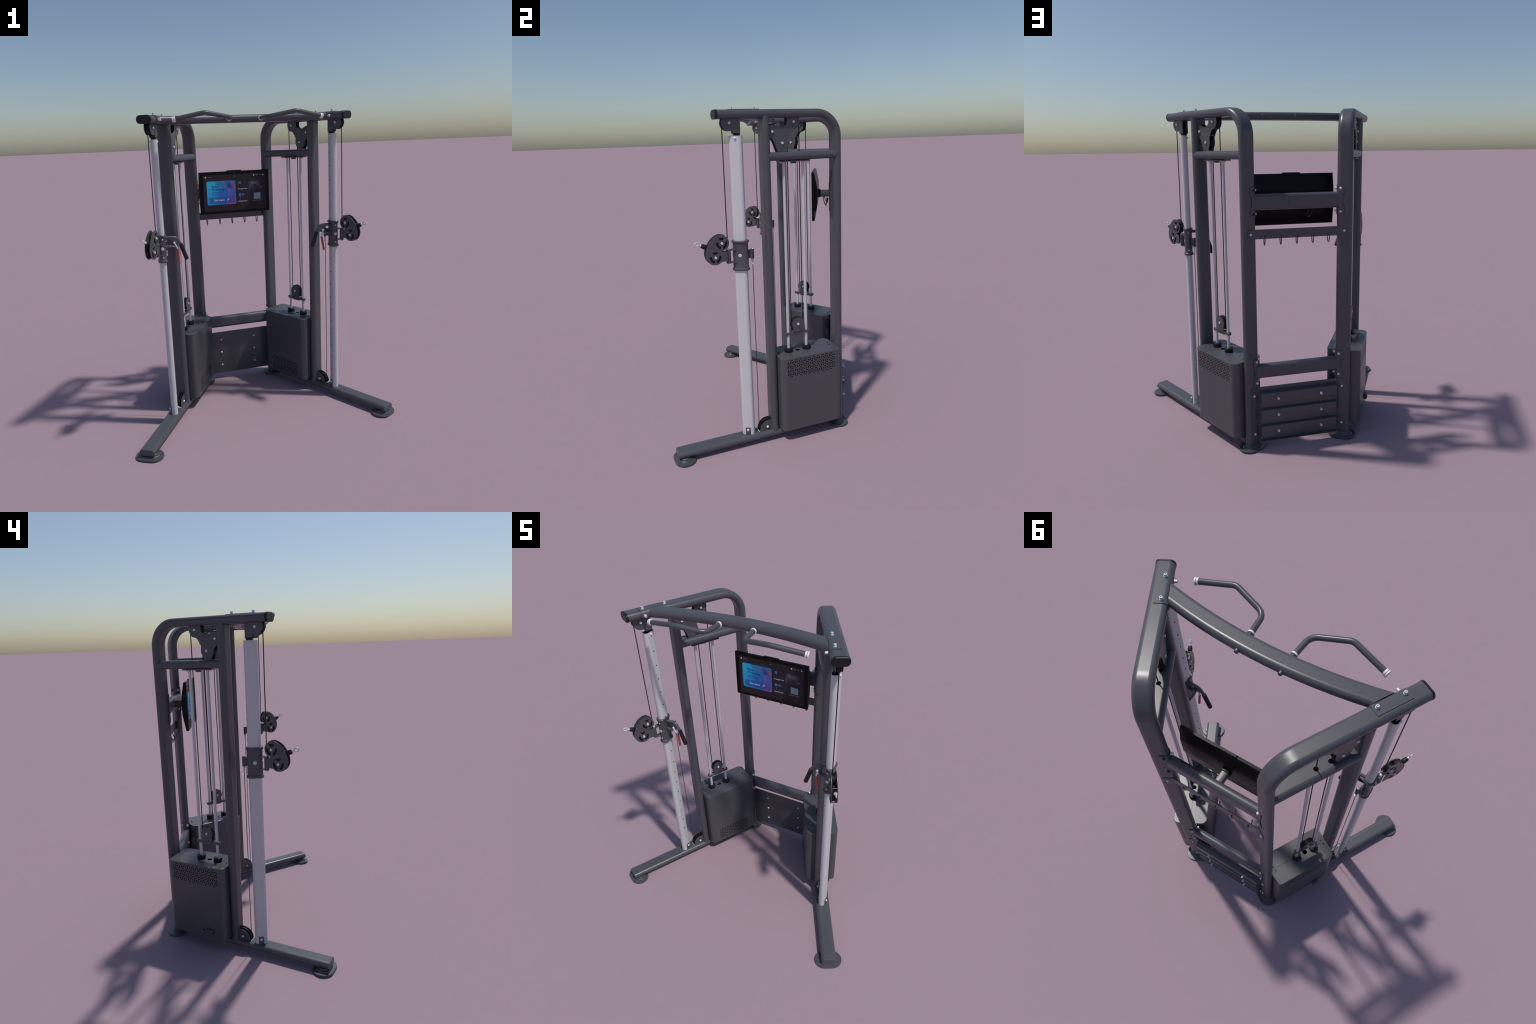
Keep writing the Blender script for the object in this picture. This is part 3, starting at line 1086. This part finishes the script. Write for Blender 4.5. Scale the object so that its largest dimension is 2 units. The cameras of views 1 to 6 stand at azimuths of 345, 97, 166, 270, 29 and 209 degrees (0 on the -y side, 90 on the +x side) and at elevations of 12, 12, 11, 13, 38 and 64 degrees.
# mount arm
bm = bmesh.new()
box(bm, Vector((-0.004, SYF + 0.040, 1.470)), X, UP, Y, 0.042, 0.052, 0.018, 0.003)
finish(bm, 'mount_head', CAP, None, False)
bm = bmesh.new()
box(bm, Vector((-0.004, 0.391, 1.4685)), X, UP, Y, 0.033, 0.044, 0.080, 0.0015)
finish(bm, 'mount_arm', PLATE, None, False)
bm = bmesh.new()
pipe(bm, fillet([Vector((-0.082, 0.400, 1.430)), Vector((-0.0765, 0.390, 1.383)), Vector((-0.085, 0.388, 1.362)), Vector((-0.096, 0.388, 1.383)), Vector((-0.118, 0.395, 1.430))], [0.01, 0.008, 0.01], 5), 0.0024, 8)
pipe(bm, fillet([Vector((0.140, 0.402, 1.428)), Vector((0.129, 0.385, 1.408)), Vector((0.070, 0.372, 1.445)), Vector((0.020, 0.378, 1.462))], [0.01, 0.01], 5), 0.0024, 8)
pipe(bm, fillet([Vector((0.045, 0.404, 1.440)), Vector((0.044, 0.398, 1.405)), Vector((0.03, 0.376, 1.455))], [0.006], 5), 0.0024, 8)
finish(bm, 'power_cord', CAP, None, False)

# ------------------------------------------------------------------ screen contents
def flat(name, color, rough=0.6, spec=0.25):
    m = bpy.data.materials.new(name)
    m.use_nodes = True
    b = m.node_tree.nodes['Principled BSDF']
    b.inputs['Base Color'].default_value = (*color, 1)
    b.inputs['Roughness'].default_value = rough
    b.inputs['Specular IOR Level'].default_value = spec
    return m


def field(name, layers, start):
    """colour field on Object coordinates (x, z): soft ellipses laid over one another"""
    m = bpy.data.materials.new(name)
    m.use_nodes = True
    nt = m.node_tree
    L = nt.links.new
    bs = nt.nodes['Principled BSDF']
    bs.inputs['Roughness'].default_value = 0.6
    bs.inputs['Specular IOR Level'].default_value = 0.25
    tc = nt.nodes.new('ShaderNodeTexCoord')
    col = start(nt, tc)
    for (cx, cz, rx, rz, rot, edge, color, amount) in layers:
        mp = nt.nodes.new('ShaderNodeMapping')
        mp.vector_type = 'TEXTURE'
        mp.inputs['Location'].default_value = (cx, 0, cz)
        mp.inputs['Rotation'].default_value = (0, -math.radians(rot), 0)
        mp.inputs['Scale'].default_value = (rx, 1, rz)
        L(tc.outputs['Object'], mp.inputs['Vector'])
        fl = nt.nodes.new('ShaderNodeVectorMath')
        fl.operation = 'MULTIPLY'
        fl.inputs[1].default_value = (1, 0, 1)
        L(mp.outputs['Vector'], fl.inputs[0])
        ln = nt.nodes.new('ShaderNodeVectorMath')
        ln.operation = 'LENGTH'
        L(fl.outputs['Vector'], ln.inputs[0])
        mr = nt.nodes.new('ShaderNodeMapRange')
        mr.interpolation_type = 'SMOOTHSTEP'
        mr.inputs['From Min'].default_value = 1 + edge
        mr.inputs['From Max'].default_value = 1 - edge
        mr.inputs['To Max'].default_value = amount
        L(ln.outputs['Value'], mr.inputs['Value'])
        mx = nt.nodes.new('ShaderNodeMix')
        mx.data_type = 'RGBA'
        mx.inputs['B'].default_value = (*color, 1)
        L(mr.outputs['Result'], mx.inputs['Factor'])
        L(col, mx.inputs['A'])
        col = mx.outputs['Result']
    L(col, bs.inputs['Base Color'])
    return m


def ramp_start(stops):
    def f(nt, tc):
        sx = nt.nodes.new('ShaderNodeSeparateXYZ')
        nt.links.new(tc.outputs['Object'], sx.inputs[0])
        ad = nt.nodes.new('ShaderNodeMath')
        ad.operation = 'MULTIPLY_ADD'
        ad.inputs[1].default_value = -0.55
        nt.links.new(sx.outputs['Z'], ad.inputs[0])
        nt.links.new(sx.outputs['X'], ad.inputs[2])
        mr = nt.nodes.new('ShaderNodeMapRange')
        mr.inputs['From Min'].default_value = -0.15
        mr.inputs['From Max'].default_value = 0.13
        nt.links.new(ad.outputs[0], mr.inputs['Value'])
        rp = nt.nodes.new('ShaderNodeValToRGB')
        while len(rp.color_ramp.elements) < len(stops):
            rp.color_ramp.elements.new(0.5)
        for e, (p, c) in zip(rp.color_ramp.elements, stops):
            e.position = p
            e.color = (*c, 1)
        nt.links.new(mr.outputs['Result'], rp.inputs['Fac'])
        return rp.outputs['Color']
    return f


def solid_start(c):
    def f(nt, tc):
        n = nt.nodes.new('ShaderNodeRGB')
        n.outputs[0].default_value = (*c, 1)
        return n.outputs[0]
    return f


LAYER = [0]


def card(name, x0, x1, z0, z1, r, mat, level):
    """thin rounded tile standing `level` steps of 0.15 mm in front of the display"""
    bm = bmesh.new()
    y = SYF - 0.0005 - 0.00018 * level
    cx, cz = (x0 + x1) / 2, (z0 + z1) / 2
    sec = rrect(x1 - x0, z1 - z0, max(r, 0.0002), 6 if r > 0.0005 else 1)
    loft(bm, [[Vector((cx + u, SYF + 0.0005, cz + v)) for u, v in sec], [Vector((cx + u, y, cz + v)) for u, v in sec]])
    return finish(bm, name, mat, screen, False, smooth=0)


def words(text, x, z, width, height, mat, level, bold=0.0):
    """built-in font; left baseline corner at x, z; scaled to the given width and capital height"""
    cu = bpy.data.curves.new('text', 'FONT')
    cu.body = text
    cu.size = 1
    cu.offset = bold
    cu.extrude = 0.002
    ob = bpy.data.objects.new('text', cu)
    bpy.context.scene.collection.objects.link(ob)
    dg = bpy.context.evaluated_depsgraph_get()
    me = bpy.data.meshes.new_from_object(ob.evaluated_get(dg))
    bpy.data.objects.remove(ob)
    xs = [v.co.x for v in me.vertices]
    sx = width / (max(xs) - min(xs))
    sy = height / 0.70
    me.transform(Matrix.Translation((x, SYF - 0.0005 - 0.00018 * level, z)) @ Matrix.Rotation(math.pi / 2, 4, 'X') @ Matrix.Diagonal((sx, sy, 0.03, 1)) @ Matrix.Translation((-min(xs), 0, 0)))
    return finish_mesh(me, 'lettering', mat, screen, False, smooth=0)


G = 1.0
BG = flat('display_dark', (0.0235, 0.0180, 0.0205))
TILE = flat('tile_dark', (0.0240, 0.0215, 0.0340))
LETTER = flat('letter_light', (0.75, 0.72, 0.75))
GREY = flat('letter_grey', (0.30, 0.29, 0.31))
DIM = flat('line_dim', (0.07, 0.065, 0.08))
NAVY = flat('letter_navy', (0.010, 0.035, 0.10))
SUB = flat('letter_blue', (0.012, 0.10, 0.30))
CYAN = field('icon_cyan', [(0.006, -0.005, 0.006, 0.005, 0, 0.6, (0.25, 0.06, 0.62), 0.8)], solid_start((0.02, 0.42, 0.62)))
QR = flat('grey_square', (0.30, 0.30, 0.32))

card('display', -0.2262, 0.2275, 1.3418, 1.5970, 0.0, BG, 0)
card('tile', -0.2110, -0.0160, 1.3960, 1.5665, 0.008, flat('tile_indigo', (0.028, 0.024, 0.046)), 1)
picture = field('training_picture', [
    (-0.020, 0.075, 0.020, 0.036, 8, 0.5, (0.04, 0.20, 0.36), 0.75),
    (0.045, 0.070, 0.045, 0.024, 0, 0.6, (0.035, 0.12, 0.30), 0.7),
    (0.016, -0.018, 0.045, 0.060, 0, 0.5, (0.03, 0.15, 0.48), 0.8),
    (0.019, 0.072, 0.0055, 0.024, 14, 0.5, (0.30, 0.11, 0.34), 0.85),
    (0.056, 0.044, 0.014, 0.020, -10, 0.35, (0.022, 0.060, 0.16), 0.9),
    (0.086, 0.048, 0.0075, 0.027, 30, 0.45, (0.62, 0.045, 0.11), 0.95),
    (0.076, 0.041, 0.008, 0.024, 30, 0.45, (0.04, 0.075, 0.26), 0.95),
    (0.0565, 0.000, 0.0062, 0.034, 8, 0.5, (0.36, 0.08, 0.38), 0.85),
    (0.062, -0.025, 0.0042, 0.022, -2, 0.5, (0.30, 0.06, 0.35), 0.7),
    (0.082, -0.020, 0.018, 0.045, 0, 0.6, (0.07, 0.11, 0.42), 0.7),
    (0.069, -0.080, 0.024, 0.012, 0, 0.6, (0.55, 0.06, 0.30), 0.95),
    (0.104, -0.060, 0.006, 0.020, 0, 0.6, (0.32, 0.07, 0.36), 0.9),
], ramp_start([(0.0, (0.028, 0.58, 0.80)), (0.32, (0.022, 0.36, 0.74)), (0.60, (0.03, 0.20, 0.60)), (1.0, (0.06, 0.12, 0.50))]))
card('training_card', -0.2020, 0.0065, 1.3868, 1.5535, 0.011, picture, 2)
words('Free', -0.1655, 1.5090, 0.0435, 0.0138, NAVY, 3, 0.012)
words('Training', -0.1655, 1.4885, 0.0895, 0.0138, NAVY, 3, 0.012)
card('text_line', -0.1665, -0.0880, 1.4710, 1.4738, 0.0, SUB, 3)
card('text_line', -0.1665, -0.0940, 1.4608, 1.4636, 0.0, SUB, 3)
button = field('button_tint', [(0.070, 0.000, 0.020, 0.030, 25, 0.7, (0.17, 0.07, 0.32), 0.7)], ramp_start([(0.0, (0.025, 0.20, 0.48)), (0.5, (0.022, 0.12, 0.42)), (1.0, (0.035, 0.075, 0.34))]))
card('start_button', -0.1882, -0.0066, 1.3965, 1.4405, 0.006, button, 3)
words('Get start', -0.1560, 1.4135, 0.0760, 0.0130, LETTER, 4, 0.014)


def arrow(x, z, s, mat, level):
    y = SYF - 0.0005 - 0.00018 * level
    w = s * 0.075
    me = sheet([(-0.5 * s - w, -0.5 * s + w), (-0.5 * s + w, -0.5 * s - w), (0.5 * s - 1.5 * w, 0.5 * s - 3.5 * w), (0.5 * s - 1.5 * w, -0.15 * s), (0.5 * s + w, -0.15 * s), (0.5 * s + w, 0.5 * s + w),
                (-0.15 * s, 0.5 * s + w), (-0.15 * s, 0.5 * s - 1.5 * w), (0.5 * s - 3.5 * w, 0.5 * s - 1.5 * w)], [], 0.0006, 0.00005)
    me.transform(Matrix.Translation((x, y, z)) @ Matrix.Rotation(math.pi / 2, 4, 'X'))
    finish_mesh(me, 'arrow_icon', mat, screen, False, smooth=0)


arrow(-0.0545, 1.4195, 0.014, LETTER, 4)
for k in range(14):
    t = 2 * math.pi * k / 14
    x, z = -0.0550 + 0.0125 * max(-1, min(1, 1.3 * math.cos(t))), 1.4195 + 0.0125 * max(-1, min(1, 1.3 * math.sin(t)))
    card('icon_dot', x - 0.0008, x + 0.0008, z - 0.0004, z + 0.0004, 0, GREY, 4)

torso = []
body = (0.080, 0.077, 0.098)
for sx in (-1, 1):
    torso += [(0.030 + sx * 0.020, 0.013, 0.020, 0.018, sx * 15, 0.5, body, 0.8),
              (0.030 + sx * 0.012, 0.016, 0.012, 0.010, 0, 0.5, (0.150, 0.145, 0.175), 0.75),
              (0.030 + sx * 0.034, -0.006, 0.007, 0.017, sx * -10, 0.5, body, 0.8),
              (0.030 + sx * 0.036, -0.030, 0.006, 0.012, sx * -14, 0.5, (0.055, 0.053, 0.07), 0.8)]
torso += [(0.030, -0.018, 0.019, 0.022, 0, 0.4, (0.052, 0.050, 0.065), 0.85), (0.030, 0.032, 0.010, 0.010, 0, 0.5, (0.05, 0.048, 0.062), 0.7),
          (0.030, -0.012, 0.0012, 0.024, 0, 0.8, (0.025, 0.023, 0.03), 0.9)]
for dz in (-0.006, -0.016, -0.026):
    torso += [(0.030, dz, 0.014, 0.0010, 0, 0.9, (0.026, 0.024, 0.032), 0.9)]
card('strength_tile', 0.0200, 0.2090, 1.4735, 1.5525, 0.004, field('torso_picture', torso, solid_start((0.0240, 0.0215, 0.0340))), 1)
card('tile', 0.0175, 0.1073, 1.3865, 1.4670, 0.004, TILE, 1)
card('tile', 0.1160, 0.2078, 1.3850, 1.4635, 0.004, TILE, 1)
for x, z in ((0.0365, 1.5354), (0.0354, 1.4490)):
    card('square_icon', x - 0.0073, x + 0.0073, z - 0.0073, z + 0.0073, 0.002, CYAN, 2)
    card('square_icon', x - 0.0030, x + 0.0030, z - 0.0030, z + 0.0030, 0.0006, TILE, 3)
card('text_line', 0.0409, 0.0417, 1.4965, 1.5238, 0, DIM, 2)
card('text_line', 0.0380, 0.0389, 1.4144, 1.4415, 0, GREY, 2)
words('Strength Test', 0.0245, 1.4872, 0.0660, 0.0072, LETTER, 2, 0.012)
arrow(0.1905, 1.4930, 0.011, GREY, 2)
card('badge', 0.0474, 0.0751, 1.4440, 1.4575, 0.001, field('badge_blue', [(-0.006, -0.002, 0.006, 0.005, 0, 0.6, (0.10, 0.22, 0.62), 0.9)], solid_start((0.05, 0.075, 0.15))), 2)
words('Entertainment', 0.0240, 1.4000, 0.0625, 0.0074, LETTER, 3, 0.012)
card('text_line', 0.0245, 0.0950, 1.4075, 1.4087, 0, SUB, 2)
for k in range(5):
    card('icon_dot', 0.0520 + 0.0085 * k, 0.0545 + 0.0085 * k, 1.3900, 1.3930, 0, DIM, 2)
edge = field('square_outline', [(0.018, -0.016, 0.020, 0.018, 0, 0.7, (0.30, 0.16, 0.70), 0.9)], solid_start((0.03, 0.42, 0.66)))
card('square_frame', 0.1375, 0.1880, 1.4115, 1.4570, 0.003, edge, 2)
card('grey_square', 0.1395, 0.1860, 1.4135, 1.4550, 0.002, QR, 3)
words('Scan To Login', 0.1287, 1.3992, 0.0675, 0.0066, GREY, 2, 0.008)
words('Tourist', -0.1925, 1.5786, 0.0285, 0.0062, GREY, 2, 0.008)
words('12:30', -0.0077, 1.5803, 0.0155, 0.0048, GREY, 2)
card('user_icon', -0.2128, -0.2012, 1.5775, 1.5825, 0.002, LETTER, 2)
card('user_icon', -0.2098, -0.2042, 1.5828, 1.5888, 0.0026, LETTER, 2)
for i, (x, z) in enumerate(((0.1434, 1.5828), (0.1663, 1.5826), (0.1884, 1.5830), (0.2102, 1.5826))):
    h = (0.0042, 0.0034, 0.0028, 0.0042)[i]
    card('status_icon', x - 0.0044, x + 0.0044, z - h, z + h, 0.0018, LETTER if i in (0, 3) else GREY, 2)
    if i:
        card('status_icon', x - 0.0016, x + 0.0018, z - 0.0012, z + 0.0012, 0.0004, BG, 3)
card('text_line', -0.2087, -0.1030, 1.3568, 1.3576, 0, DIM, 2)
card('icon_dot', -0.2190, -0.2150, 1.3565, 1.3605, 0.0015, DIM, 2)

for ob in bpy.data.objects:
    if 'w' in ob:
        del ob['w']
